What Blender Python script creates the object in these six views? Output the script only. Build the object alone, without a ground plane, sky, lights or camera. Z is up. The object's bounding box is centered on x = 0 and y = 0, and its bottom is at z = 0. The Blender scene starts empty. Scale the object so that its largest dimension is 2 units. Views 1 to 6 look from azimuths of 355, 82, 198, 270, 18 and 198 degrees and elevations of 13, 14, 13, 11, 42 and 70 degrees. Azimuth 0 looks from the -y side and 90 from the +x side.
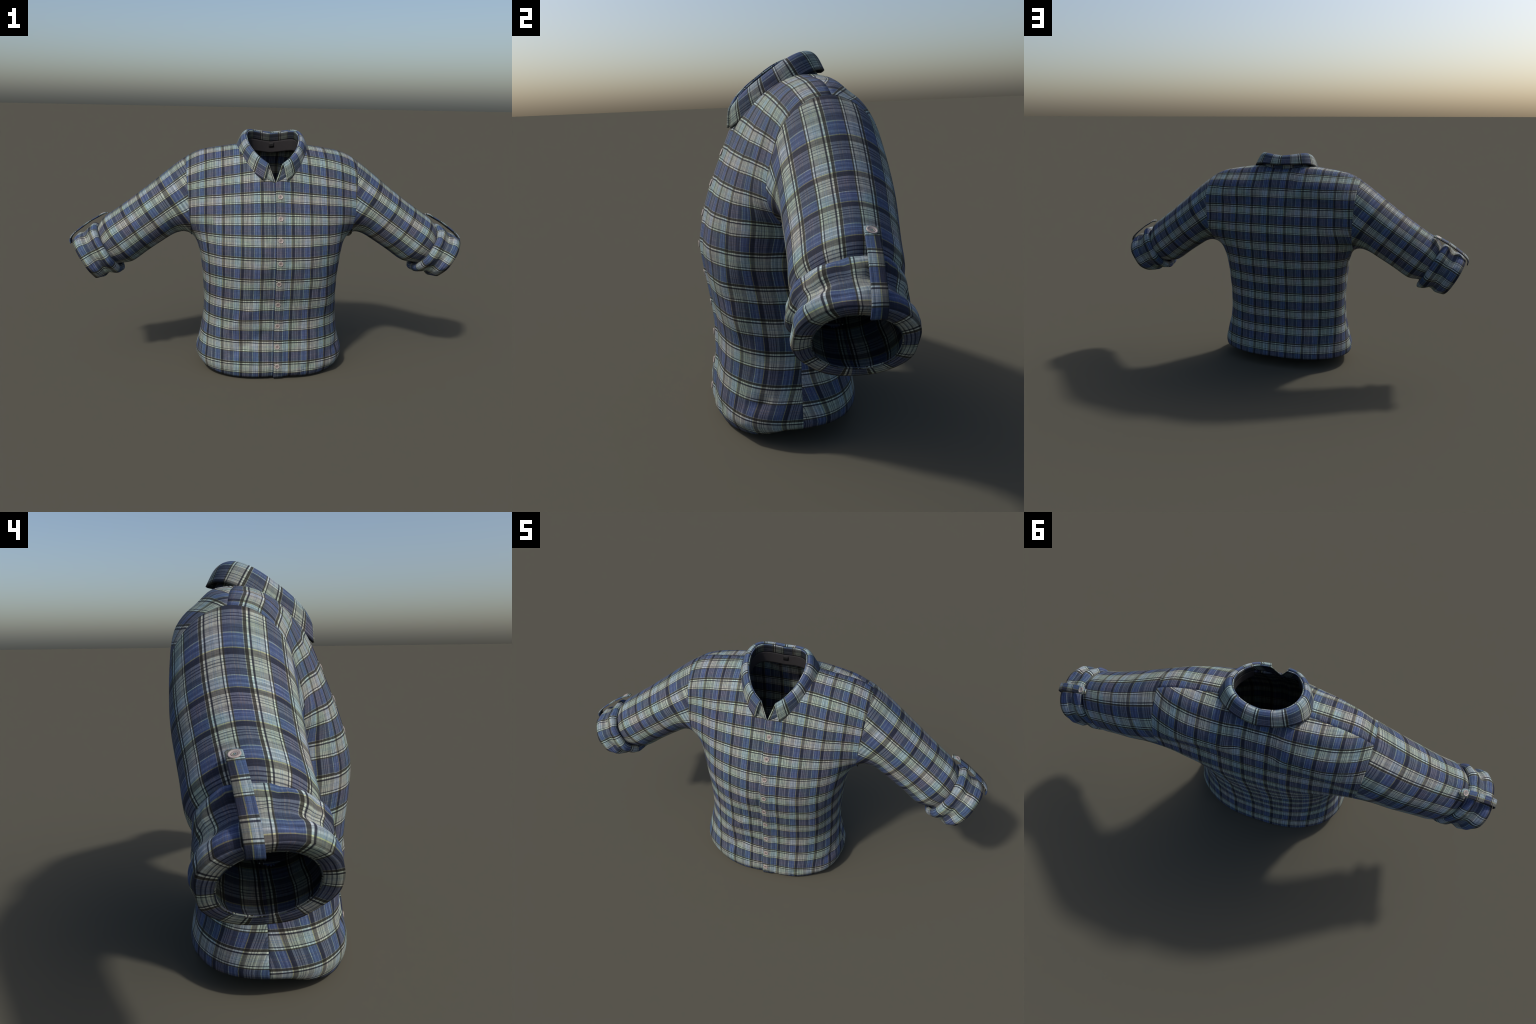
"""A checked long-sleeved shirt with rolled-up cuffs, standing as if worn.

The cloth is cut and draped like real sewing work: every panel is a mesh whose rest
shape is its flat pattern piece (u across, v down, in metres) and whose shape key
"worn" drapes it on the body.  Generated coordinates come from the rest shape, so one
procedural plaid runs straight along the thread of every piece.
"""
import bpy
import math
import numpy as np
from mathutils import noise as mnoise, Vector

COL = bpy.context.scene.collection

# ----------------------------------------------------------------------------
# small numeric helpers
# ----------------------------------------------------------------------------


class Spline:
    """Natural cubic spline through a few (x, y...) control points."""

    def __init__(self, xs, ys):
        self.x = np.asarray(xs, float)
        self.y = np.asarray(ys, float)
        n, h = len(self.x), np.diff(self.x)
        A, r = np.eye(n), np.zeros_like(self.y)
        for i in range(1, n - 1):
            A[i, i - 1], A[i, i], A[i, i + 1] = h[i - 1], 2 * (h[i - 1] + h[i]), h[i]
            r[i] = 6 * ((self.y[i + 1] - self.y[i]) / h[i] - (self.y[i] - self.y[i - 1]) / h[i - 1])
        self.m = np.linalg.solve(A, r)

    def __call__(self, t):
        t = np.clip(np.asarray(t, float), self.x[0], self.x[-1])
        i = np.clip(np.searchsorted(self.x, t) - 1, 0, len(self.x) - 2)
        h = self.x[i + 1] - self.x[i]
        a, b = (self.x[i + 1] - t) / h, (t - self.x[i]) / h
        c, d = (a ** 3 - a) * h * h / 6, (b ** 3 - b) * h * h / 6
        if self.y.ndim > 1:
            a, b, c, d = a[..., None], b[..., None], c[..., None], d[..., None]
        return a * self.y[i] + b * self.y[i + 1] + c * self.m[i] + d * self.m[i + 1]


def curve3(points):
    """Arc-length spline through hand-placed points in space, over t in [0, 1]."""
    p = np.asarray(points, float)
    t = np.r_[0, np.cumsum(np.linalg.norm(np.diff(p, axis=0), axis=1))]
    return Spline(t / t[-1], p)


def smooth(e0, e1, x):
    t = np.clip((x - e0) / (e1 - e0), 0, 1)
    return t * t * (3 - 2 * t)


def smin(a, b, k):
    h = np.clip(0.5 + 0.5 * (b - a) / k, 0, 1)
    return b * (1 - h) + a * h - k * h * (1 - h)


def smax(a, b, k):
    return -smin(-a, -b, k)


# ----------------------------------------------------------------------------
# the worn body: torso + sleeves as one implicit surface (x is mirrored)
# ----------------------------------------------------------------------------
Z_KEYS = [0.0, 0.025, 0.06, 0.12, 0.20, 0.30, 0.40, 0.50, 0.60, 0.70, 0.80, 0.90, 1.00, 1.10, 1.18]
half_width = Spline(Z_KEYS, [0.335, 0.352, 0.375, 0.371, 0.352, 0.339, 0.339, 0.346, 0.360, 0.387, 0.435, 0.465, 0.472, 0.472, 0.472])
front_y = Spline(Z_KEYS, [-0.244, -0.254, -0.258, -0.248, -0.235, -0.232, -0.244, -0.257, -0.265, -0.246, -0.211, -0.169, -0.125, -0.070, -0.02])
back_y = Spline(Z_KEYS, [0.226, 0.236, 0.239, 0.231, 0.215, 0.211, 0.215, 0.226, 0.242, 0.256, 0.262, 0.252, 0.228, 0.182, 0.11])
side_y = Spline([0.0, 0.3, 0.6, 0.8, 1.0, 1.18], [0.0, 0.01, 0.03, 0.05, 0.07, 0.075])
squareness = Spline([0.0, 0.1, 0.35, 0.6, 0.8, 1.0, 1.18], [2.5, 2.5, 2.4, 2.4, 2.15, 2.0, 2.0])
ridge_z = Spline([0.0, 0.16, 0.295, 0.388, 0.444, 0.52, 0.60], [1.132, 1.124, 1.104, 1.076, 1.035, 0.965, 0.88])

AXIS = np.array([math.cos(math.radians(35)), 0, -math.sin(math.radians(35))])
UP = np.array([math.sin(math.radians(35)), 0, math.cos(math.radians(35))])
AXIS_UP = 0.972
sleeve_cy = Spline([-0.35, -0.17, 0.05, 0.20, 0.32, 0.47], [0.090, 0.084, 0.066, 0.046, 0.029, 0.017])
sleeve_up = Spline([-0.55, -0.42, -0.32, -0.24, -0.15, 0.0, 0.2, 0.5], [-0.150, -0.056, -0.010, 0.006, 0.005, -0.002, -0.005, -0.005])
sleeve_ry = Spline([-0.35, -0.17, 0.05, 0.20, 0.24, 0.265, 0.285, 0.31, 0.34], [0.152, 0.150, 0.146, 0.137, 0.136, 0.132, 0.124, 0.112, 0.108])
sleeve_rn = Spline([-0.35, -0.17, 0.05, 0.20, 0.24, 0.265, 0.285, 0.31, 0.34], [0.131, 0.131, 0.129, 0.130, 0.130, 0.126, 0.117, 0.104, 0.100])


def torso(p):
    x, y, z = np.abs(p[..., 0]), p[..., 1], np.clip(p[..., 2], -0.05, 1.18)
    a, c, n = half_width(z), side_y(z), squareness(z)
    dy = y - c
    b = np.where(dy < 0, c - front_y(z), back_y(z) - c)
    n = np.where(dy > 0, n + 0.75 * np.exp(-((z - 0.80) / 0.11) ** 2) - 0.05 - 0.12 * smooth(0.35, 0.1, z), n)
    r = ((x / a) ** n + (np.abs(dy) / b) ** n + 1e-12) ** (1 / n)
    q = np.sqrt(x * x + dy * dy) + 1e-6
    wall = q * (1 - 1 / np.maximum(r, 1e-3))
    top = (p[..., 2] - (ridge_z(x) - np.where(y < 0.075, 3.6 * smooth(0.0, 0.2, x) + 1.3 * smooth(0.2, 0.0, x), 1.9) * (y - 0.075) ** 2)) * 0.95
    return smax(wall, top, 0.06)


def sleeve(p):
    x, y, z = np.abs(p[..., 0]), p[..., 1], p[..., 2]
    s, n = x * AXIS[0] + z * AXIS[2], x * UP[0] + z * UP[2] - AXIS_UP
    ry, rn = sleeve_ry(s) + 0.001, sleeve_rn(s)
    n = n - sleeve_up(s)
    dy = y - sleeve_cy(s)
    rn = rn + np.where(n < 0, 0.010 * smooth(0.2, -0.05, s), 0.0)
    m = np.where(n < 0, 2.25, np.where(dy < 0, 1.92, 1.72))     # the front of the arm slopes, the underside is full
    r = ((np.abs(dy) / ry) ** m + (np.abs(n) / rn) ** m + 1e-12) ** (1 / m)
    q = np.sqrt(dy * dy + n * n) + 1e-6
    return smax(q * (1 - 1 / np.maximum(r, 1e-3)), -(s + 0.52), 0.05)


def body(p):
    return smin(torso(p), sleeve(p), 0.016 + 0.13 * smooth(0.98, 0.76, p[..., 2]))


def gradient(p, e=1e-4):
    g = np.empty_like(p)
    for k in range(3):
        d = np.zeros(3)
        d[k] = e
        g[..., k] = (body(p + d) - body(p - d)) / (2 * e)
    return g


def project(p, keep_z=False, steps=10):
    p = p.copy()
    for _ in range(steps):
        g = gradient(p)
        if keep_z:
            g[..., 2] = 0
        f = body(p)
        p -= np.clip(f / ((g * g).sum(-1) + 1e-6), -0.05, 0.05)[..., None] * g
    return p


def shoot(origin, direction, far=0.6):
    """First crossing of the body surface from inside along rays."""
    lo, hi = np.zeros(direction.shape[:-1]), np.full(direction.shape[:-1], far)
    for _ in range(40):
        mid = (lo + hi) / 2
        inside = body(origin + direction * mid[..., None]) < 0
        lo, hi = np.where(inside, mid, lo), np.where(inside, hi, mid)
    return origin + direction * lo[..., None]


def resample(p, n):
    t = np.r_[0, np.cumsum(np.linalg.norm(np.diff(p, axis=0), axis=1))]
    w = np.linspace(0, t[-1], n)
    return np.stack([np.interp(w, t, p[:, k]) for k in range(3)], -1)


# --- seam lines ---------------------------------------------------------------
def arm_plane(y, z):
    return np.stack([0.402 + 0.075 * (z - 0.72) + 0 * y, y, z], -1)


ARM_C = arm_plane(np.array(0.075), np.array(0.885))


def armhole(angle):
    """Point of the armhole seam; angle 0 = shoulder, positive towards the front."""
    dy, dz = -np.sin(angle), np.cos(angle)
    d = np.stack([0.075 * dz, dy, dz], -1)
    return shoot(np.broadcast_to(ARM_C, d.shape), d, 0.4)


ANGLES_FRONT = np.linspace(-0.10, math.pi + 0.12, 120)
ANGLES_BACK = np.linspace(-0.10, -(math.pi - 0.12), 120)
arm_front, arm_back = armhole(ANGLES_FRONT), armhole(ANGLES_BACK)
SHOULDER, ARMPIT = arm_front[0], arm_front[-1]

neck_front = curve3([(0.0, -0.150, 0.957), (0.035, -0.142, 0.972), (0.085, -0.105, 1.015), (0.128, -0.045, 1.065), (0.142, 0.02, 1.105), (0.135, 0.075, 1.125)])
neck_back = curve3([(0.135, 0.075, 1.125), (0.105, 0.120, 1.125), (0.055, 0.146, 1.120), (0.0, 0.152, 1.118)])

N_ACROSS, N_UP = 72, 116


def hem_z(y):
    return 0.009 + 0.052 * smooth(-0.23, 0.0, y)



def side_seam(n):
    z = np.linspace(hem_z(0.0), ARMPIT[2], n)
    y = side_y(z) + (ARMPIT[1] - side_y(ARMPIT[2])) * smooth(0.5, ARMPIT[2], z) - 0.004
    p = np.stack([half_width(z), y, z], -1)
    q = project(p, keep_z=True)
    q[-1] = ARMPIT
    return q


def hem(sign, n):
    t = np.linspace(0, math.pi / 2, 200)
    a, m = half_width(0.0), squareness(0.0)
    c = side_seam(2)[0, 1]
    b = (c - front_y(0.0)) if sign < 0 else (back_y(0.0) - c)
    p = np.stack([a * np.sin(t) ** (2 / m), c + sign * b * np.cos(t) ** (2 / m), 0 * t], -1)
    for _ in range(4):
        p[:, 2] = hem_z(p[:, 1])
        p = project(p, keep_z=True)
    p[-1], p[0, 0] = side_seam(2)[0], 0
    return resample(p, n)


def centre_line(sign, top, n):
    z = np.linspace(hem_z(-0.25 if sign < 0 else 0.2), top[2], 200)
    p = np.stack([0 * z, front_y(z) if sign < 0 else back_y(z), z], -1)
    p = project(p, keep_z=True)
    p[:, 0] = 0
    return resample(p, n)


def panel(sign):
    """Half of the front (sign -1) or of the back (+1), for x > 0: array (across, up, 3)."""
    bottom = hem(sign, N_ACROSS)
    neck = (neck_front if sign < 0 else neck_back)(np.linspace(0, 1, 80))
    if sign > 0:
        neck = neck[::-1]
    neck = project(neck, steps=14)
    neck[0, 0] = 0
    t = np.linspace(0, 1, 80)[:, None]
    seam = neck_end * (1 - t) + SHOULDER * t
    seam = project(seam, steps=14)
    seam[0], seam[-1] = neck_end, SHOULDER
    neck[-1] = neck_end
    n_neck = int(N_ACROSS * 0.46)
    top = np.vstack([resample(neck, n_neck + 1), resample(seam, N_ACROSS - n_neck)[1:]])
    arm = (arm_front if sign < 0 else arm_back)[::-1]
    n_side = int(N_UP * 0.63)
    side = np.vstack([resample(side_seam(100), n_side + 1), resample(arm, N_UP - n_side)[1:]])
    mid = centre_line(sign, neck[0], N_UP)
    u, v = np.linspace(0, 1, N_ACROSS)[:, None, None], np.linspace(0, 1, N_UP)[None, :, None]
    g = ((1 - u) * mid[None] + u * side[None] + (1 - v) * bottom[:, None] + v * top[:, None]
         - (1 - u) * (1 - v) * mid[0] - u * v * top[-1] - u * (1 - v) * bottom[-1] - (1 - u) * v * mid[-1])
    edge = g.copy()
    edge[0], edge[-1], edge[:, 0], edge[:, -1] = mid, side, bottom, top
    g = edge.copy()
    for k in range(30):
        g[1:-1, 1:-1] = project(g[1:-1, 1:-1], steps=3 if k else 10)
        for _ in range(3):
            g[1:-1, 1:-1] += 0.5 * ((g[2:, 1:-1] + g[:-2, 1:-1] + g[1:-1, 2:] + g[1:-1, :-2]) / 4 - g[1:-1, 1:-1])
        g[:, 0], g[:, -1], g[0], g[-1] = edge[:, 0], edge[:, -1], edge[0], edge[-1]
    g[1:-1, 1:-1] = project(g[1:-1, 1:-1], steps=8)
    return g


neck_end = project(neck_front(np.array([1.0])), steps=14)[0]

# --- thread directions on the torso ---------------------------------------------
WEFT, WARP = 0.105, 0.0952


# how far the bands of the front droop towards the armholes, by height
sag = Spline([0.0, 0.50, 0.60, 0.71, 0.81, 0.90, 0.96, 1.06, 1.18], [0.0, 0.0, 0.0, 0.013, 0.055, 0.095, 0.135, 0.165, 0.17])


class Unrolled:
    """Unrolls a half panel: u = girth from the centre line, v = length down the cloth."""

    def __init__(self, sign, level=False):
        self.level = level
        self.sign = sign
        self.zs = np.linspace(0, 1.18, 60)
        self.fr = np.linspace(0, 1, 121)
        tab = []
        for z in self.zs:
            a, n, c = half_width(z), squareness(z), side_y(z)
            b = c - front_y(z) if sign < 0 else back_y(z) - c
            x = a * np.sin(self.fr * math.pi / 2)
            y = b * np.clip(1 - (x / a) ** n, 0, 1) ** (1 / n)
            arc = np.r_[0, np.cumsum(np.hypot(np.diff(x), np.diff(y)))]
            phi = np.arctan2(x / a, y / b)
            tab.append(np.interp(self.fr * math.pi / 2, phi, arc))
        self.girth = np.array(tab)
        self.xs = np.linspace(0, 0.44, 23)
        self.ang = np.linspace(0, math.pi / 2 + 0.15, 160)
        o = np.array([0, 0.075, 0.60])
        tab = []
        lift = 0.25 * smooth(0.25, 0.42, self.xs)
        for x, rise in zip(self.xs, lift):
            d = np.stack([0 * self.ang, sign * np.cos(self.ang), np.sin(self.ang)], -1)
            p = shoot(np.broadcast_to(o + [x, 0, rise], d.shape), d, 0.7)
            tab.append(np.r_[0, np.cumsum(np.linalg.norm(np.diff(p, axis=0), axis=1))] + rise)
        self.length = np.array(tab)
        # level cloth (the back): bands stay horizontal up to the shoulder blades
        self.zc, self.z_level = [], 1.0
        for x, rise, row in zip(self.xs, lift, tab):
            d = np.stack([0 * self.ang, sign * np.cos(self.ang), np.sin(self.ang)], -1)
            p = shoot(np.broadcast_to(o + [x, 0, rise], d.shape), d, 0.7)
            up_to = int(np.argmax(p[:, 2]))
            self.zc.append(np.interp(self.z_level, p[:up_to + 1, 2], row[:up_to + 1]))
            if x == 0:
                self.centre = (p[:up_to + 1, 2].copy(), row[:up_to + 1].copy())

    @staticmethod
    def lookup(tab, i, j):
        i, j = np.clip(i, 0, tab.shape[0] - 1.001), np.clip(j, 0, tab.shape[1] - 1.001)
        a, b = i.astype(int), j.astype(int)
        f, g = i - a, j - b
        return (tab[a, b] * (1 - f) + tab[a + 1, b] * f) * (1 - g) + (tab[a, b + 1] * (1 - f) + tab[a + 1, b + 1] * f) * g

    def __call__(self, p):
        x, y, z = np.abs(p[..., 0]), p[..., 1], p[..., 2]
        a = half_width(z)
        c = side_y(z)
        b = c - front_y(z) if self.sign < 0 else back_y(z) - c
        fr = np.arctan2(x / a, np.maximum(self.sign * (y - c), 0) / b) / (math.pi / 2)
        around_body = self.lookup(self.girth, z / 1.18 * 59, fr * 120)
        over_chest = x * (1 + 0.10 * (x / 0.4) ** 2)
        u = around_body + (over_chest - around_body) * smooth(0.55, 0.85, z)
        rise = 0.25 * smooth(0.25, 0.42, x)
        ang = np.arctan2(np.maximum(z - 0.60 - rise, 0), self.sign * (y - 0.075))
        up = self.lookup(self.length, x / 0.44 * 22, ang / (math.pi / 2 + 0.15) * 159)
        w = np.clip(x / a, 0, 1) ** 2
        low = np.clip((z - 0.60) / np.maximum(rise, 1e-6), 0, 1)
        up = np.where(z - 0.60 < rise, rise * low, up)
        v = np.where(z > 0.60, -up, (0.60 - z) * 1.01)
        if self.level:
            below = np.interp(np.minimum(z, self.z_level), *self.centre)
            above = np.maximum(up - np.interp(x, self.xs, self.zc), 0) * smooth(self.z_level - 0.03, self.z_level + 0.02, z)
            v = np.where(z > 0.60, -below - above, v)
        return u * np.sign(p[..., 0] + 1e-9), v if self.level else v - sag(z) * w


# ----------------------------------------------------------------------------
# mesh building
# ----------------------------------------------------------------------------
def link(ob, parent=None):
    COL.objects.link(ob)
    if parent is not None:
        ob.parent = parent
    return ob


def cloth(name, worn, flat, material, parent, thickness=0.004, close=False, flip=False, offset=-1.0):
    """Grid of cloth: worn (n, m, 3) positions, flat (n, m, 2) thread coordinates."""
    n, m = worn.shape[:2]
    idx = np.arange(n * m).reshape(n, m)
    q = np.stack([idx[:-1, :-1], idx[1:, :-1], idx[1:, 1:], idx[:-1, 1:]], -1).reshape(-1, 4)
    if flip:
        q = q[:, ::-1]
    rest = np.concatenate([flat, np.zeros((n, m, 1))], -1).reshape(-1, 3)
    me = bpy.data.meshes.new(name)
    me.from_pydata(rest.tolist(), [], q.tolist())
    me.polygons.foreach_set("use_smooth", [True] * len(me.polygons))
    me.use_auto_texspace = False
    me.texspace_location, me.texspace_size = (0.5, 0.5, 0.5), (0.5, 0.5, 0.5)
    me.materials.append(material)
    ob = link(bpy.data.objects.new(name, me), parent)
    ob.shape_key_add(name="flat_pattern")
    key = ob.shape_key_add(name="worn")
    key.data.foreach_set("co", np.ascontiguousarray(worn, np.float32).ravel())
    key.value = 1.0
    if thickness:
        mod = ob.modifiers.new("cloth_thickness", "SOLIDIFY")
        mod.thickness, mod.offset = thickness, offset
    return ob


def solid(name, verts, faces, material, parent, auto=None):
    me = bpy.data.meshes.new(name)
    me.from_pydata([tuple(v) for v in verts], [], faces)
    me.polygons.foreach_set("use_smooth", [True] * len(me.polygons))
    me.materials.append(material)
    if auto is not None:
        me.set_sharp_from_angle(angle=auto)
    return link(bpy.data.objects.new(name, me), parent)


def grid_normals(p):
    du, dv = np.gradient(p, axis=0), np.gradient(p, axis=1)
    n = np.cross(du, dv)
    return n / (np.linalg.norm(n, axis=-1, keepdims=True) + 1e-12)


def fbm(p, scale, seed):
    flat = p.reshape(-1, 3)
    out = [mnoise.noise(Vector((float(a[0]) * scale + seed, float(a[1]) * scale - seed, float(a[2]) * scale + 2 * seed))) for a in flat]
    return np.array(out).reshape(p.shape[:-1])


def crease(p, a, b, width, height):
    """Soft ridge (height > 0) or fold (height < 0) along the segment a-b."""
    a, b = np.array(a), np.array(b)
    t = np.clip(((p - a) @ (b - a)) / ((b - a) @ (b - a)), 0, 1)
    d = np.linalg.norm(p - (a + t[..., None] * (b - a)), axis=-1)
    return height * np.exp(-(d / width) ** 2)


# ----------------------------------------------------------------------------
# materials
# ----------------------------------------------------------------------------
def lin(r, g, b):
    f = lambda c: (c / 255) / 12.92 if c <= 10 else ((c / 255 + 0.055) / 1.055) ** 2.4
    return f(r), f(g), f(b), 1.0


def stripes(nt, factor, bands, soft=0.006):
    """Colour ramp of thread stripes: bands = [(start, colour)], running over one repeat."""
    ramp = nt.nodes.new("ShaderNodeValToRGB")
    ramp.color_ramp.interpolation = "LINEAR"
    e = ramp.color_ramp.elements
    stops = []
    for i, (start, colour) in enumerate(bands):
        if i:
            stops.append((start - soft, bands[i - 1][1]))
        stops.append((start + (soft if i else 0), colour))
    stops.append((1.0, bands[-1][1]))
    e[0].position, e[0].color = stops[0]
    e[1].position, e[1].color = stops[-1]
    for pos, colour in stops[1:-1]:
        k = e.new(pos)
        k.color = colour
    nt.links.new(factor, ramp.inputs["Fac"])
    return ramp.outputs["Color"]


def math_node(nt, op, a, b=None, c=None):
    n = nt.nodes.new("ShaderNodeMath")
    n.operation = op
    for i, v in enumerate((a, b, c)):
        if v is None:
            continue
        if isinstance(v, (int, float)):
            n.inputs[i].default_value = v
        else:
            nt.links.new(v, n.inputs[i])
    return n.outputs[0]


def mix(nt, mode, fac, a, b):
    n = nt.nodes.new("ShaderNodeMix")
    n.data_type, n.blend_type = "RGBA", mode
    for sock, v in ((n.inputs["Factor"], fac), (n.inputs["A"], a), (n.inputs["B"], b)):
        if isinstance(v, (int, float)):
            sock.default_value = v
        elif isinstance(v, tuple):
            sock.default_value = v
        else:
            nt.links.new(v, sock)
    return n.outputs["Result"]


def dye(r, g, b):
    return (r, g, b, 1.0)


# weft threads (down the cloth): tint laid over the warp, and which warp shade shows through
F_LIGHT, F_WHITE, F_SKY, F_BLACK = dye(1, 1, 1), dye(1.42, 1.42, 1.36), dye(0.76, 0.86, 1.02), dye(0.11, 0.11, 0.16)
F_UMBER, F_RUST = dye(0.16, 0.145, 0.135), dye(1.6, 1.2, 0.9)
WEFT_BANDS = [(0.0, F_WHITE), (0.042, F_BLACK), (0.088, F_LIGHT), (0.205, F_SKY), (0.222, F_LIGHT), (0.252, F_SKY), (0.270, F_LIGHT),
              (0.385, F_BLACK), (0.412, F_WHITE), (0.452, F_UMBER), (0.490, F_LIGHT), (0.672, F_RUST), (0.684, F_LIGHT), (0.742, F_RUST), (0.754, F_LIGHT), (0.925, F_UMBER)]
ON, OFF = dye(1, 1, 1), dye(0, 0, 0)
WEFT_FACE = [(0.0, ON), (0.490, OFF), (0.915, ON)]


def warp_bands(blue, light, navy, lilac, line, teal, pale, yellow):
    return [(0.0, pale), (0.026, blue), (0.085, light), (0.125, blue), (0.215, light), (0.265, blue), (0.325, yellow), (0.350, navy),
            (0.500, lilac), (0.572, line), (0.595, lilac), (0.645, line), (0.668, lilac), (0.722, line), (0.745, lilac), (0.830, teal)]


# warp threads (across the cloth) where the pale weft covers them, and where the blue weft does
WARP_PALE = warp_bands(dye(0.172, 0.216, 0.232), dye(0.252, 0.298, 0.304), dye(0.095, 0.098, 0.084), dye(0.258, 0.282, 0.238),
                       dye(0.086, 0.099, 0.104), dye(0.168, 0.184, 0.172), dye(0.320, 0.356, 0.316), dye(0.275, 0.292, 0.165))
WARP_BLUE = warp_bands(dye(0.037, 0.058, 0.126), dye(0.064, 0.094, 0.168), dye(0.0125, 0.016, 0.031), dye(0.074, 0.086, 0.120),
                       dye(0.014, 0.018, 0.044), dye(0.031, 0.042, 0.074), dye(0.138, 0.182, 0.200), dye(0.116, 0.125, 0.086))


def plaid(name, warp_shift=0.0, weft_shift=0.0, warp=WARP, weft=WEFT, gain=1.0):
    """Woven check on the flat pattern: Generated x = across the warp, y = along it."""
    mat = bpy.data.materials.new(name)
    mat.use_nodes = True
    nt = mat.node_tree
    bsdf = nt.nodes["Principled BSDF"]
    tc = nt.nodes.new("ShaderNodeTexCoord")
    sep = nt.nodes.new("ShaderNodeSeparateXYZ")
    nt.links.new(tc.outputs["Generated"], sep.inputs[0])
    # slight wander of the threads
    wob = nt.nodes.new("ShaderNodeTexNoise")
    wob.inputs["Scale"].default_value = 9.0
    wob.inputs["Detail"].default_value = 1.0
    nt.links.new(tc.outputs["Generated"], wob.inputs["Vector"])
    drift = math_node(nt, "MULTIPLY", math_node(nt, "SUBTRACT", wob.outputs["Fac"], 0.5), 0.004)
    u = math_node(nt, "ADD", sep.outputs[0], drift)
    v = math_node(nt, "SUBTRACT", sep.outputs[1], drift)
    fu = math_node(nt, "FRACT", math_node(nt, "DIVIDE", math_node(nt, "SUBTRACT", u, warp_shift), warp))
    fv = math_node(nt, "FRACT", math_node(nt, "DIVIDE", math_node(nt, "SUBTRACT", v, weft_shift), weft))
    c_warp = mix(nt, "MIX", stripes(nt, fv, WEFT_FACE), stripes(nt, fu, WARP_BLUE), stripes(nt, fu, WARP_PALE))
    c_weft = stripes(nt, fv, WEFT_BANDS)
    colour = mix(nt, "MULTIPLY", 1.0, c_warp, c_weft)
    # yarn: fine streaks along each thread direction
    heights = []
    for sx, sy, amount in ((900.0, 60.0, 0.14), (60.0, 900.0, 0.14), (400.0, 9.0, 0.30), (9.0, 400.0, 0.13)):
        mp = nt.nodes.new("ShaderNodeMapping")
        mp.inputs["Scale"].default_value = (sx, sy, 1)
        nt.links.new(tc.outputs["Generated"], mp.inputs["Vector"])
        nz = nt.nodes.new("ShaderNodeTexNoise")
        nz.noise_dimensions = "2D"
        nz.inputs["Scale"].default_value, nz.inputs["Detail"].default_value = 1.0, 1.0
        nt.links.new(mp.outputs[0], nz.inputs["Vector"])
        heights.append(nz.outputs["Fac"])
        k = nt.nodes.new("ShaderNodeMapRange")
        k.inputs["From Min"].default_value, k.inputs["From Max"].default_value = 0.25, 0.75
        k.inputs["To Min"].default_value, k.inputs["To Max"].default_value = 1 - amount, 1 + amount
        nt.links.new(nz.outputs["Fac"], k.inputs["Value"])
        colour = mix(nt, "MULTIPLY", 1.0, colour, k.outputs[0])
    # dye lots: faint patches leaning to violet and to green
    lots = nt.nodes.new("ShaderNodeTexNoise")
    lots.inputs["Scale"].default_value, lots.inputs["Detail"].default_value = 9.0, 2.0
    nt.links.new(tc.outputs["Generated"], lots.inputs["Vector"])
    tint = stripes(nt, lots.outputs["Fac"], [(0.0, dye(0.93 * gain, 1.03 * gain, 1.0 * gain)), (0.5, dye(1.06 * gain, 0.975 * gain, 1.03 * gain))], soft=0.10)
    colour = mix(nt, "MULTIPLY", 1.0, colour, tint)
    nt.links.new(colour, bsdf.inputs["Base Color"])
    bsdf.inputs["Roughness"].default_value = 0.8
    bsdf.inputs["Specular IOR Level"].default_value = 0.25
    bump = nt.nodes.new("ShaderNodeBump")
    bump.inputs["Strength"].default_value, bump.inputs["Distance"].default_value = 0.25, 0.001
    nt.links.new(math_node(nt, "ADD", heights[0], heights[1]), bump.inputs["Height"])
    nt.links.new(bump.outputs[0], bsdf.inputs["Normal"])
    return mat


def plain(name, colour, roughness=0.8, grain=60.0, amount=0.15, specular=0.3):
    mat = bpy.data.materials.new(name)
    mat.use_nodes = True
    nt = mat.node_tree
    bsdf = nt.nodes["Principled BSDF"]
    tc = nt.nodes.new("ShaderNodeTexCoord")
    nz = nt.nodes.new("ShaderNodeTexNoise")
    nz.inputs["Scale"].default_value, nz.inputs["Detail"].default_value = grain, 3.0
    nt.links.new(tc.outputs["Object"], nz.inputs["Vector"])
    k = nt.nodes.new("ShaderNodeMapRange")
    k.inputs["To Min"].default_value, k.inputs["To Max"].default_value = 1 - amount, 1 + amount
    nt.links.new(nz.outputs["Fac"], k.inputs["Value"])
    nt.links.new(mix(nt, "MULTIPLY", 1.0, colour, k.outputs[0]), bsdf.inputs["Base Color"])
    bsdf.inputs["Roughness"].default_value = roughness
    bsdf.inputs["Specular IOR Level"].default_value = specular
    return mat


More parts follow.
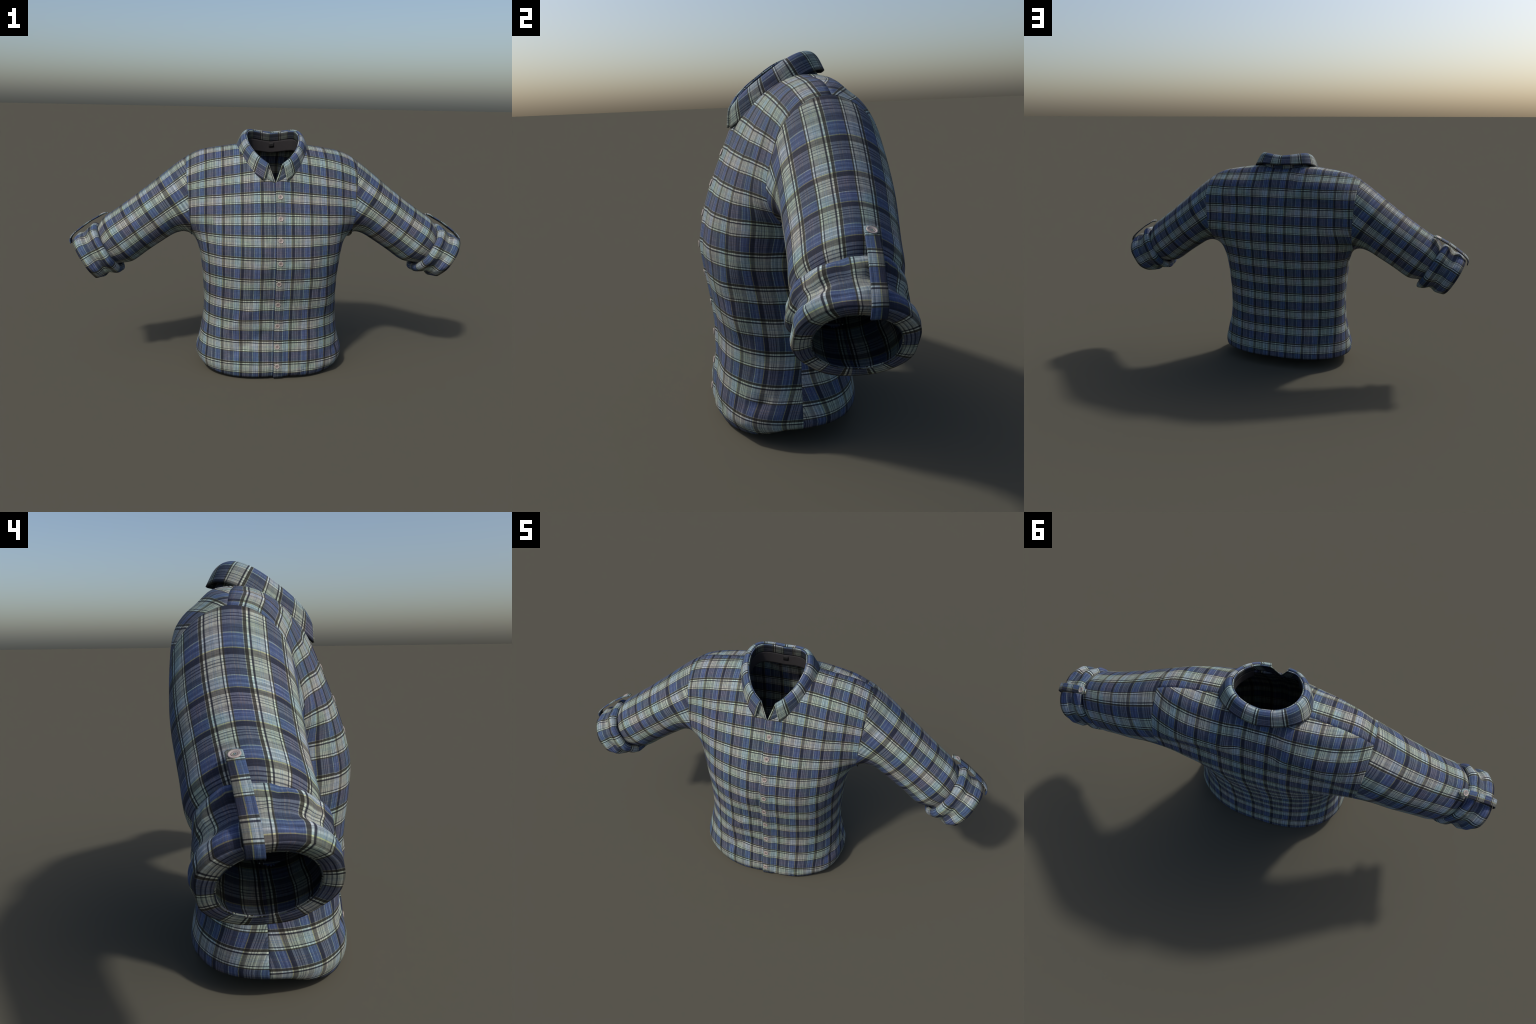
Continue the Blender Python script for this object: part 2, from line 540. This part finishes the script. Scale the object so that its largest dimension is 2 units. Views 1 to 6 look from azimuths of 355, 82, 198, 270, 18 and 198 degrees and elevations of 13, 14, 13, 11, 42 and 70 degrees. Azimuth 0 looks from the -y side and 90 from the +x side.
BUTTON_V = 0.892
FRONT_V0 = -0.328            # first light band sits behind the top button
mat_front_right = plaid("plaid_front_right", warp_shift=-0.105, weft_shift=FRONT_V0, weft=0.106)
mat_front_left = plaid("plaid_front_left", warp_shift=0.040, weft_shift=FRONT_V0, weft=0.106)
mat_back = plaid("plaid_back", warp_shift=0.0106, weft_shift=-0.4145, weft=0.098)
mat_sleeve = plaid("plaid_sleeve", warp_shift=0.0, weft_shift=0.0342, weft=0.099)
mat_cuff = plaid("plaid_cuff", warp_shift=0.012, weft_shift=0.074, warp=0.107, weft=0.115)
mat_tab = plaid("plaid_tab", warp_shift=-0.03, weft_shift=0.0, weft=0.089)
mat_stand = plaid("plaid_collar_stand", warp_shift=0.0, weft_shift=0.0)
mat_inside = plaid("plaid_cuff_inside", warp_shift=0.0, weft_shift=0.0, gain=0.42)  # same plaid, dimmed by gain: the shade inside the cuff opening, baked in
mat_facing = plaid("plaid_collar_inside", warp_shift=0.0, weft_shift=0.0, gain=0.20)  # shirt plaid darkened further to paint the neck's inner shadow on the collar
def button_material():
    """Pinkish horn with turned rings: colour depends on the distance from the button's axis."""
    mat = plain("horn_button", lin(160, 150, 146), 0.45, 120.0, 0.14, 0.5)
    nt = mat.node_tree
    bsdf = nt.nodes["Principled BSDF"]
    tc = nt.nodes.new("ShaderNodeTexCoord")
    sep = nt.nodes.new("ShaderNodeSeparateXYZ")
    nt.links.new(tc.outputs["Object"], sep.inputs[0])
    sq = math_node(nt, "ADD", math_node(nt, "MULTIPLY", sep.outputs[0], sep.outputs[0]), math_node(nt, "MULTIPLY", sep.outputs[1], sep.outputs[1]))
    r = math_node(nt, "DIVIDE", math_node(nt, "SQRT", sq), 0.0140)
    rings = stripes(nt, r, [(0.0, dye(0.55, 0.50, 0.50)), (0.14, dye(0.28, 0.25, 0.25)), (0.27, dye(0.85, 0.85, 0.85)), (0.40, dye(0.34, 0.30, 0.30)), (0.52, dye(0.95, 0.93, 0.92)), (0.86, dye(0.8, 0.76, 0.74))], soft=0.025)
    old = bsdf.inputs["Base Color"].links[0].from_socket
    nt.links.new(mix(nt, "MULTIPLY", 1.0, old, rings), bsdf.inputs["Base Color"])
    return mat


mat_button = button_material()
mat_hole = plain("button_hole", lin(52, 44, 44), 0.7)
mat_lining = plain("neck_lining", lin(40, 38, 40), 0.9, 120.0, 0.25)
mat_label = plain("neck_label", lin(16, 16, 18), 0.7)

# ----------------------------------------------------------------------------
# the shirt
# ----------------------------------------------------------------------------
shirt = link(bpy.data.objects.new("plaid_shirt", None))
shirt["label"] = "blue checked shirt with rolled-up sleeves and shirt collar"
shirt["category"] = "shirt"


def drape(g, mirrored):
    """Adds wrinkles to a half panel, fading to nothing along its seams."""
    p = g * ([-1, 1, 1] if mirrored else [1, 1, 1])
    n = gradient(g)
    n /= np.linalg.norm(n, axis=-1, keepdims=True)
    n = n * ([-1, 1, 1] if mirrored else [1, 1, 1])
    h = 0.0030 * fbm(p * [1, 1, 1.8], 9.0, 3.1) * smooth(0.95, 0.55, p[..., 2])
    h = h + 0.0045 * fbm(p, 5.0, 7.7) * smooth(0.75, 0.35, p[..., 2])
    for a, b, w, k in FOLDS:
        h = h + crease(p, a, b, w, k)
    rows = np.arange(N_ACROSS)[:, None]
    cols = np.arange(N_UP)[None, :]
    fade = smooth(0, 8, N_ACROSS - 1 - rows) * smooth(0, 6, N_UP - 1 - cols)
    return p + n * (h * fade)[..., None], n


FOLDS = [((-0.07, -0.26, 0.44), (-0.22, -0.22, 0.28), 0.022, -0.004), ((-0.10, -0.25, 0.36), (-0.27, -0.19, 0.20), 0.020, 0.006),
         ((-0.05, -0.25, 0.24), (-0.20, -0.22, 0.12), 0.022, -0.007), ((-0.10, -0.25, 0.17), (-0.22, -0.22, 0.09), 0.02, 0.003),
         ((0.16, -0.25, 0.05), (0.34, -0.12, 0.14), 0.020, -0.008), ((0.06, -0.26, 0.03), (0.30, -0.17, 0.06), 0.016, 0.006),
         ((0.02, -0.26, 0.02), (0.16, -0.25, 0.0), 0.016, -0.006), ((-0.01, -0.26, 0.66), (-0.03, -0.25, 0.40), 0.022, -0.004),
         ((-0.13, -0.24, 0.32), (-0.20, -0.22, 0.28), 0.065, 0.013), ((0.23, -0.21, 0.48), (0.27, -0.18, 0.38), 0.055, 0.009)]

front, back = panel(-1), panel(1)
for side in (1, -1):
    mirrored = side < 0
    for sign, g, unroll in ((-1, front, Unrolled(-1)), (1, back, Unrolled(1, level=True))):
        if sign > 0 and mirrored:
            continue
        p, n = drape(g, mirrored)
        if sign < 0:
            if not mirrored:          # button placket lies on top of the other front
                lift = 0.0065 * smooth(0.060, 0.034, p[..., 0]) * np.ones(N_UP)[None]
                p = p + n * lift[..., None]
                placket, placket_n = p.reshape(-1, 3), n.reshape(-1, 3)
            else:
                p = p - n * (0.003 * smooth(-0.035, -0.008, p[..., 0]))[..., None]
            u, v = unroll(g)
            flat = np.stack([u * side, v], -1)
            cloth("front_panel", p, flat, mat_front_right if mirrored else mat_front_left, shirt, flip=mirrored, thickness=0.011 if not mirrored else 0.004)
        else:
            p2, _ = drape(g, True)
            u, v = unroll(g)
            whole = np.concatenate([p2[:0:-1], p], 0)
            fl = np.concatenate([np.stack([u, v], -1)[:0:-1], np.stack([-u, v], -1)], 0)
            whole[N_ACROSS - 1, :, 0] = 0
            cloth("back_panel", whole, fl, mat_back, shirt, flip=True, thickness=0.005)

# --- sleeves -------------------------------------------------------------------
N_ROUND = 96


def sleeve_frame(p):
    return p[..., 0] * AXIS[0] + p[..., 2] * AXIS[2], p[..., 0] * UP[0] + p[..., 2] * UP[2] - AXIS_UP


def sleeve_point(s, phi, ry, rn, up=0.0, cy=None):
    """phi 0 = top of the sleeve, positive towards the back."""
    m = 2.15
    cs, sn = np.cos(phi), np.sin(phi)
    r = ((np.abs(sn)) ** m + np.abs(cs) ** m) ** (-1 / m)
    y = (sleeve_cy(s) if cy is None else cy) + ry * r * sn
    n = AXIS_UP + up + rn * r * cs
    return np.stack([s * AXIS[0] + n * UP[0], y, s * AXIS[2] + n * UP[2]], -1)


loop = np.vstack([arm_back[::-1], arm_front[1:]])           # armpit (back) -> shoulder -> armpit (front)
loop = resample(loop, N_ROUND + 1)
s0, n0 = sleeve_frame(loop)
phi0 = np.unwrap(np.arctan2((loop[:, 1] - sleeve_cy(s0)) / sleeve_ry(s0), n0 / sleeve_rn(s0)))
phi0 -= 2 * math.pi * round((phi0[N_ROUND // 2]) / (2 * math.pi))
S_END, N_ALONG = 0.325, 80
t = np.linspace(0, 1, N_ALONG) ** 1.05
S = s0[:, None] * (1 - t) + S_END * t
PH = phi0[:, None] + 0 * t
SL = sleeve_point(S, PH, sleeve_ry(S), sleeve_rn(S))
blend = smooth(0.30, 0.0, t)[None, :, None]
off = (loop - SL[:, 0])[:, None]
SL = SL + off * blend
inner = project(SL[:, 1:], steps=12)
SL[:, 1:] = inner
for _ in range(12):
    SL[1:-1, 1:-1] += 0.5 * ((SL[2:, 1:-1] + SL[:-2, 1:-1] + SL[1:-1, 2:] + SL[1:-1, :-2]) / 4 - SL[1:-1, 1:-1])
    half = 0.5 * (SL[0, 1:-1] + SL[-1, 1:-1])
    SL[:, 1:-1] = project(SL[:, 1:-1], steps=2)
    seamline = 0.5 * (SL[0, 1:-1] + SL[-1, 1:-1])
    SL[0, 1:-1] = SL[-1, 1:-1] = seamline
s_now, n_now = sleeve_frame(SL)
# threads: u runs down the sleeve, v round it (from the back, over the top, to the front)
GIRTH = 2 * math.pi * 0.139
round_v = -PH / (2 * math.pi) * GIRTH
thread_u = Spline([-0.36, -0.267, -0.1485, -0.094, -0.0025, 0.037, 0.106, 0.139, 0.25, 0.33], np.array([-1.2, -0.665, 0, 0.335, 1, 1.335, 2, 2.335, 3.40, 4.15]) * WARP)
down_u = thread_u(s_now)

# --- rolled cuff profile: (s, radius up/top, radius up/bottom, radius front-back) ----
CUFF = [(0.308, 0.106, 0.104, 0.116), (0.3095, 0.124, 0.128, 0.133), (0.317, 0.1330, 0.137, 0.1400), (0.333, 0.1335, 0.139, 0.1415),
        (0.352, 0.125, 0.131, 0.138), (0.370, 0.1165, 0.1150, 0.1280), (0.386, 0.1190, 0.1155, 0.1300), (0.406, 0.1260, 0.117, 0.1400),
        (0.426, 0.1245, 0.113, 0.1395), (0.444, 0.1190, 0.1055, 0.1350)]
cuff_curve = curve3([(c[0], c[1], c[2]) for c in CUFF])
cuff_y = Spline(cuff_curve.x, [c[3] for c in CUFF])
cuff_up = Spline([0.29, 0.33, 0.37, 0.41, 0.45], [-0.007, -0.006, 0.002, 0.006, 0.010])
RIM = [(0.4455, 0.110, 0.098, 0.125), (0.4445, 0.098, 0.088, 0.112), (0.4425, 0.084, 0.077, 0.096)]
INSIDE = [(0.436, 0.086, 0.081, 0.100), (0.42, 0.093, 0.088, 0.107), (0.38, 0.096, 0.093, 0.109), (0.345, 0.094, 0.094, 0.103), (0.31, 0.095, 0.095, 0.103), (0.27, 0.106, 0.106, 0.115), (0.20, 0.115, 0.115, 0.122)]


def cuff_grid(profile, phi, wobble):
    out = []
    for s, rt, rb, ry in profile:
        w = (1 + np.cos(phi)) / 2
        rn = rt * w + rb * (1 - w)
        ss = s - 0.010 * np.cos(phi) + 0.014 * np.sin(phi) * min(max((s - 0.31) / 0.13, 0), 1)
        k = 1 + wobble * (0.020 * np.sin(3 * phi + 40 * s) + 0.013 * np.sin(5 * phi - 65 * s + 1.0) + 0.008 * np.sin(8 * phi + 110 * s))
        out.append(sleeve_point(ss, phi, (ry - 0.004) * k, rn * k, up=float(cuff_up(s)), cy=sleeve_cy(s) - 0.007))
    return np.stack(out, 1)


phi_c = np.linspace(0, 2 * math.pi, N_ROUND + 1) - math.pi
tc_ = np.linspace(0, 1, 44)
outer_profile = [(float(a[0]), float(a[1]), float(a[2]), float(b)) for a, b in zip(cuff_curve(tc_), cuff_y(tc_))]
cuff_outer = cuff_grid(outer_profile, phi_c, 1.0)
# crumpled rolls: dents deepest along the fold between the two turns
mid_line = cuff_outer.mean(0, keepdims=True)
radial = cuff_outer - mid_line
radial /= np.linalg.norm(radial, axis=-1, keepdims=True)
crumple = 0.0050 * fbm(cuff_outer, 22.0, 5.3) + 0.0030 * fbm(cuff_outer * [1, 2.2, 1], 34.0, 9.1)
ease = (smooth(0.0, 0.12, tc_) * smooth(1.0, 0.82, tc_))[None]
cuff_outer = cuff_outer + radial * (crumple * ease)[..., None]
cuff_inner = cuff_grid([outer_profile[-1]] + RIM, phi_c, 0.0)
cuff_inner[:, 0] = cuff_outer[:, -1]
cuff_tube = cuff_grid([RIM[-1]] + INSIDE, phi_c, 0.0)


def run(p):
    d = np.linalg.norm(np.diff(p, axis=1), axis=-1).mean(0)
    return np.r_[0, np.cumsum(d)]


cuff_v = np.broadcast_to((-phi_c / (2 * math.pi) * GIRTH)[:, None], cuff_outer.shape[:2])
cuff_u = np.broadcast_to(run(cuff_outer)[None], cuff_outer.shape[:2])
inn_v = np.broadcast_to((-phi_c / (2 * math.pi) * GIRTH)[:, None], cuff_inner.shape[:2])
tube_v = np.broadcast_to((-phi_c / (2 * math.pi) * GIRTH)[:, None], cuff_tube.shape[:2])
tube_u = np.broadcast_to(run(cuff_tube)[None], cuff_tube.shape[:2])
inn_u = np.broadcast_to((run(cuff_outer)[-1] + run(cuff_inner))[None], cuff_inner.shape[:2])

# --- tab: strap over the rolled cuff ----------------------------------------------
TAB = curve3([(0.228, 1.1015), (0.238, 1.1085), (0.250, 1.1120), (0.282, 1.1150), (0.3075, 1.1178), (0.357, 1.1180), (0.401, 1.1160), (0.430, 1.1110),
              (0.448, 1.1000), (0.4560, 1.0835)])
TAB_HALF = 0.0168


def tab_grid():
    t = np.linspace(0, 1, 60)
    w = np.linspace(-1, 1, 13)
    sn = TAB(t)
    cy = 0.076 - 0.042 * np.clip((sn[:, 0] - 0.21) / 0.25, 0, 1)
    point = np.clip((t - 0.0) / 0.055, 0, 1)[:, None]             # chamfered free end
    ww = w[None] * TAB_HALF * (0.55 + 0.45 * point)
    y = cy[:, None] + ww
    dy = y - sleeve_cy(sn[:, 0])[:, None]
    lean = np.sqrt(np.clip(1 - (dy / 0.15) ** 2, 0.2, 1)) - 1
    n = sn[:, 1][:, None] + 0.125 * lean + 0.0008
    s = np.broadcast_to(sn[:, 0][:, None], n.shape)
    p = np.stack([s * AXIS[0] + n * UP[0], y, s * AXIS[2] + n * UP[2]], -1)
    length = np.r_[0, np.cumsum(np.linalg.norm(np.diff(sn, axis=0), axis=1))]
    flat = np.stack([np.broadcast_to(ww, n.shape), np.broadcast_to(length[:, None], n.shape)], -1)
    return p, flat


tab_p, tab_flat = tab_grid()

# --- button: turned profile ---------------------------------------------------------
BUTTON = [(0.0, 0.0018), (0.30, 0.0018), (0.36, 0.0026), (0.46, 0.0026), (0.54, 0.0020), (0.66, 0.0022), (0.76, 0.0036), (0.88, 0.0040), (0.97, 0.0030), (1.0, 0.0014), (0.96, 0.0), (0.0, 0.0)]


def button_mesh(radius):
    n, verts, faces = 40, [], []
    for r, h in BUTTON:
        for k in range(n):
            a = math.tau * k / n
            verts.append((radius * r * math.cos(a), radius * r * math.sin(a), h * 0.75 * radius / 0.0125))
    for i in range(len(BUTTON) - 1):
        for k in range(n):
            a, b = i * n + k, i * n + (k + 1) % n
            faces.append((b, a, a + n, b + n))
    return verts, faces


def hole_mesh(radius):
    verts, faces = [], []
    for cx in (-1, 1):
        for cy in (-1, 1):
            base = len(verts)
            for z in (0.0017, 0.0002):
                for k in range(10):
                    a = math.tau * k / 10
                    verts.append((radius * (0.13 * cx + 0.075 * math.cos(a)), radius * (0.13 * cy + 0.075 * math.sin(a)), z))
            faces.append(tuple(range(base, base + 10)))
            for k in range(10):
                faces.append((base + k, base + 10 + k, base + 10 + (k + 1) % 10, base + (k + 1) % 10))
    return verts, faces


_button_data = {}


def add_button(point, normal, parent, radius):
    if radius not in _button_data:
        v, f = button_mesh(radius)
        a = solid("button", v, f, mat_button, parent)
        v, f = hole_mesh(radius)
        b = solid("thread_hole", v, f, mat_hole, a)
        _button_data[radius] = (a.data, b.data)
    else:
        a = link(bpy.data.objects.new("button", _button_data[radius][0]), parent)
        b = link(bpy.data.objects.new("thread_hole", _button_data[radius][1]), a)
    a.rotation_euler = Vector(normal).to_track_quat("Z", "Y").to_euler()
    a.location = Vector(point)
    return a


for side in (1, -1):
    M = np.array([side, 1, 1])
    # unchanged thread map, mirrored in space
    sl = cloth("sleeve", SL * M, np.stack([down_u, round_v], -1), mat_sleeve, shirt, flip=side < 0)
    cf = cloth("cuff", cuff_outer * M, np.stack([cuff_u, cuff_v], -1), mat_cuff, shirt, flip=side > 0, thickness=0.003)
    cloth("cuff_facing", cuff_inner * M, np.stack([inn_u, inn_v], -1), mat_cuff, cf, flip=side > 0, thickness=0.003)
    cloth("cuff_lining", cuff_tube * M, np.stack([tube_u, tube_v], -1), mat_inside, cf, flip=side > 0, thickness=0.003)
    tb = cloth("sleeve_tab", tab_p * M, tab_flat, mat_tab, shirt, flip=side > 0, thickness=0.0045)
    k = 6
    b = tab_p[k, 6]
    du = tab_p[k + 1, 6] - tab_p[k - 1, 6]
    dv = tab_p[k, 7] - tab_p[k, 5]
    nn = np.cross(du, dv)
    nn = nn / np.linalg.norm(nn)
    nn = nn if nn[2] > 0 else -nn
    add_button((b + nn * 0.0030) * M, nn * M, shirt, 0.0132)

# --- front buttons ------------------------------------------------------------------
for z, x in ((0.892, 0.021), (0.794, 0.020), (0.696, 0.019), (0.590, 0.019), (0.488, 0.015), (0.381, 0.015), (0.272, 0.015), (0.167, 0.016), (0.071, 0.016)):
    k = np.argsort(np.hypot(placket[:, 0] - x, placket[:, 2] - z) + (placket[:, 1] > 0))[:4]
    n = placket_n[k].mean(0)
    n /= np.linalg.norm(n)
    at = np.array([x, placket[k, 1].mean(), z])
    add_button(at + n * 0.0006, n, shirt, 0.0120)

# --- collar -------------------------------------------------------------------------
rim_half = curve3([(0.033, -0.128, 1.045), (0.070, -0.110, 1.072), (0.107, -0.068, 1.110), (0.128, -0.015, 1.148), (0.130, 0.035, 1.178), (0.111, 0.083, 1.193), (0.060, 0.115, 1.187), (0.0, 0.123, 1.179)])
edge_half = curve3([(0.057, -0.152, 0.968), (0.096, -0.121, 0.992), (0.139, -0.074, 1.022), (0.169, -0.022, 1.056), (0.181, 0.035, 1.098), (0.166, 0.098, 1.131), (0.098, 0.150, 1.139), (0.0, 0.171, 1.136)])


def both_sides(half, n):
    t = np.linspace(0, 1, n)
    p = half(t)
    return np.vstack([p * [-1, 1, 1], p[-2::-1]])


NC = 72
rim, edge = both_sides(rim_half, NC), both_sides(edge_half, NC)
base_half = np.vstack([neck_front(np.linspace(0, 1, 60)), neck_back(np.linspace(0, 1, 40))[1:]])
base_half = project(base_half, steps=14)
base_half[0, 0] = base_half[-1, 0] = 0
b = resample(base_half, NC)
base = np.vstack([b * [-1, 1, 1], b[-2::-1]])
around = np.r_[0, np.cumsum(np.linalg.norm(np.diff(0.5 * (rim + edge), axis=0), axis=1))]

# outward direction of the leaf, for its swell
out = np.cross(np.gradient(rim, axis=0), edge - rim)
out /= np.linalg.norm(out, axis=1, keepdims=True)
ref = rim * [1, 1, 0] - [0, 0, 0]
out *= np.sign((out * (rim - [0, 0, 1.0])).sum(1))[:, None]
tt = np.linspace(0, 1, 18)
leaf = np.stack([rim + (edge - rim) * a + out * (0.012 * math.sin(math.pi * a ** 0.55)) for a in tt], 1)
leaf_v = np.broadcast_to(around[:, None], leaf.shape[:2])
leaf_u = np.broadcast_to(-run(leaf)[None], leaf.shape[:2])
collar_weft = around[-1] / round(around[-1] / 0.100)
mat_collar = plaid("plaid_collar", warp_shift=-0.32 * WARP, weft_shift=-0.43 * collar_weft, weft=collar_weft)
collar = cloth("collar", leaf, np.stack([leaf_u, leaf_v], -1), mat_collar, shirt, thickness=0.007, flip=False)

inset = rim - out * 0.003 - [0, 0, 0.002]
ts = np.linspace(0, 1, 12)
stand = np.stack([base + (inset - base) * a for a in ts], 1)
st_v = np.broadcast_to(around[:, None], stand.shape[:2])
st_u = np.broadcast_to(-run(stand)[None], stand.shape[:2])
cloth("collar_stand", stand, np.stack([st_u, st_v], -1), mat_stand, collar, thickness=0.003, flip=True)

# --- neckband lining and label inside the neck -----------------------------------------
lo, hi = int(0.10 * len(rim)), int(0.90 * len(rim))
ring = rim - out * 0.0085 - [0, 0, 0.003]
centre = np.array([0, 0.0, 0])
tl = np.linspace(0, 1, 14)
band = np.stack([ring * [1 + 0.06 * a, 1 + 0.10 * a, 1] - [0, 0, 0.094 * a] for a in tl], 1)[lo:hi]
bv = np.broadcast_to(around[lo:hi, None], band.shape[:2])
bu = np.broadcast_to(-run(band)[None], band.shape[:2])
flat = np.stack([bu, bv], -1)
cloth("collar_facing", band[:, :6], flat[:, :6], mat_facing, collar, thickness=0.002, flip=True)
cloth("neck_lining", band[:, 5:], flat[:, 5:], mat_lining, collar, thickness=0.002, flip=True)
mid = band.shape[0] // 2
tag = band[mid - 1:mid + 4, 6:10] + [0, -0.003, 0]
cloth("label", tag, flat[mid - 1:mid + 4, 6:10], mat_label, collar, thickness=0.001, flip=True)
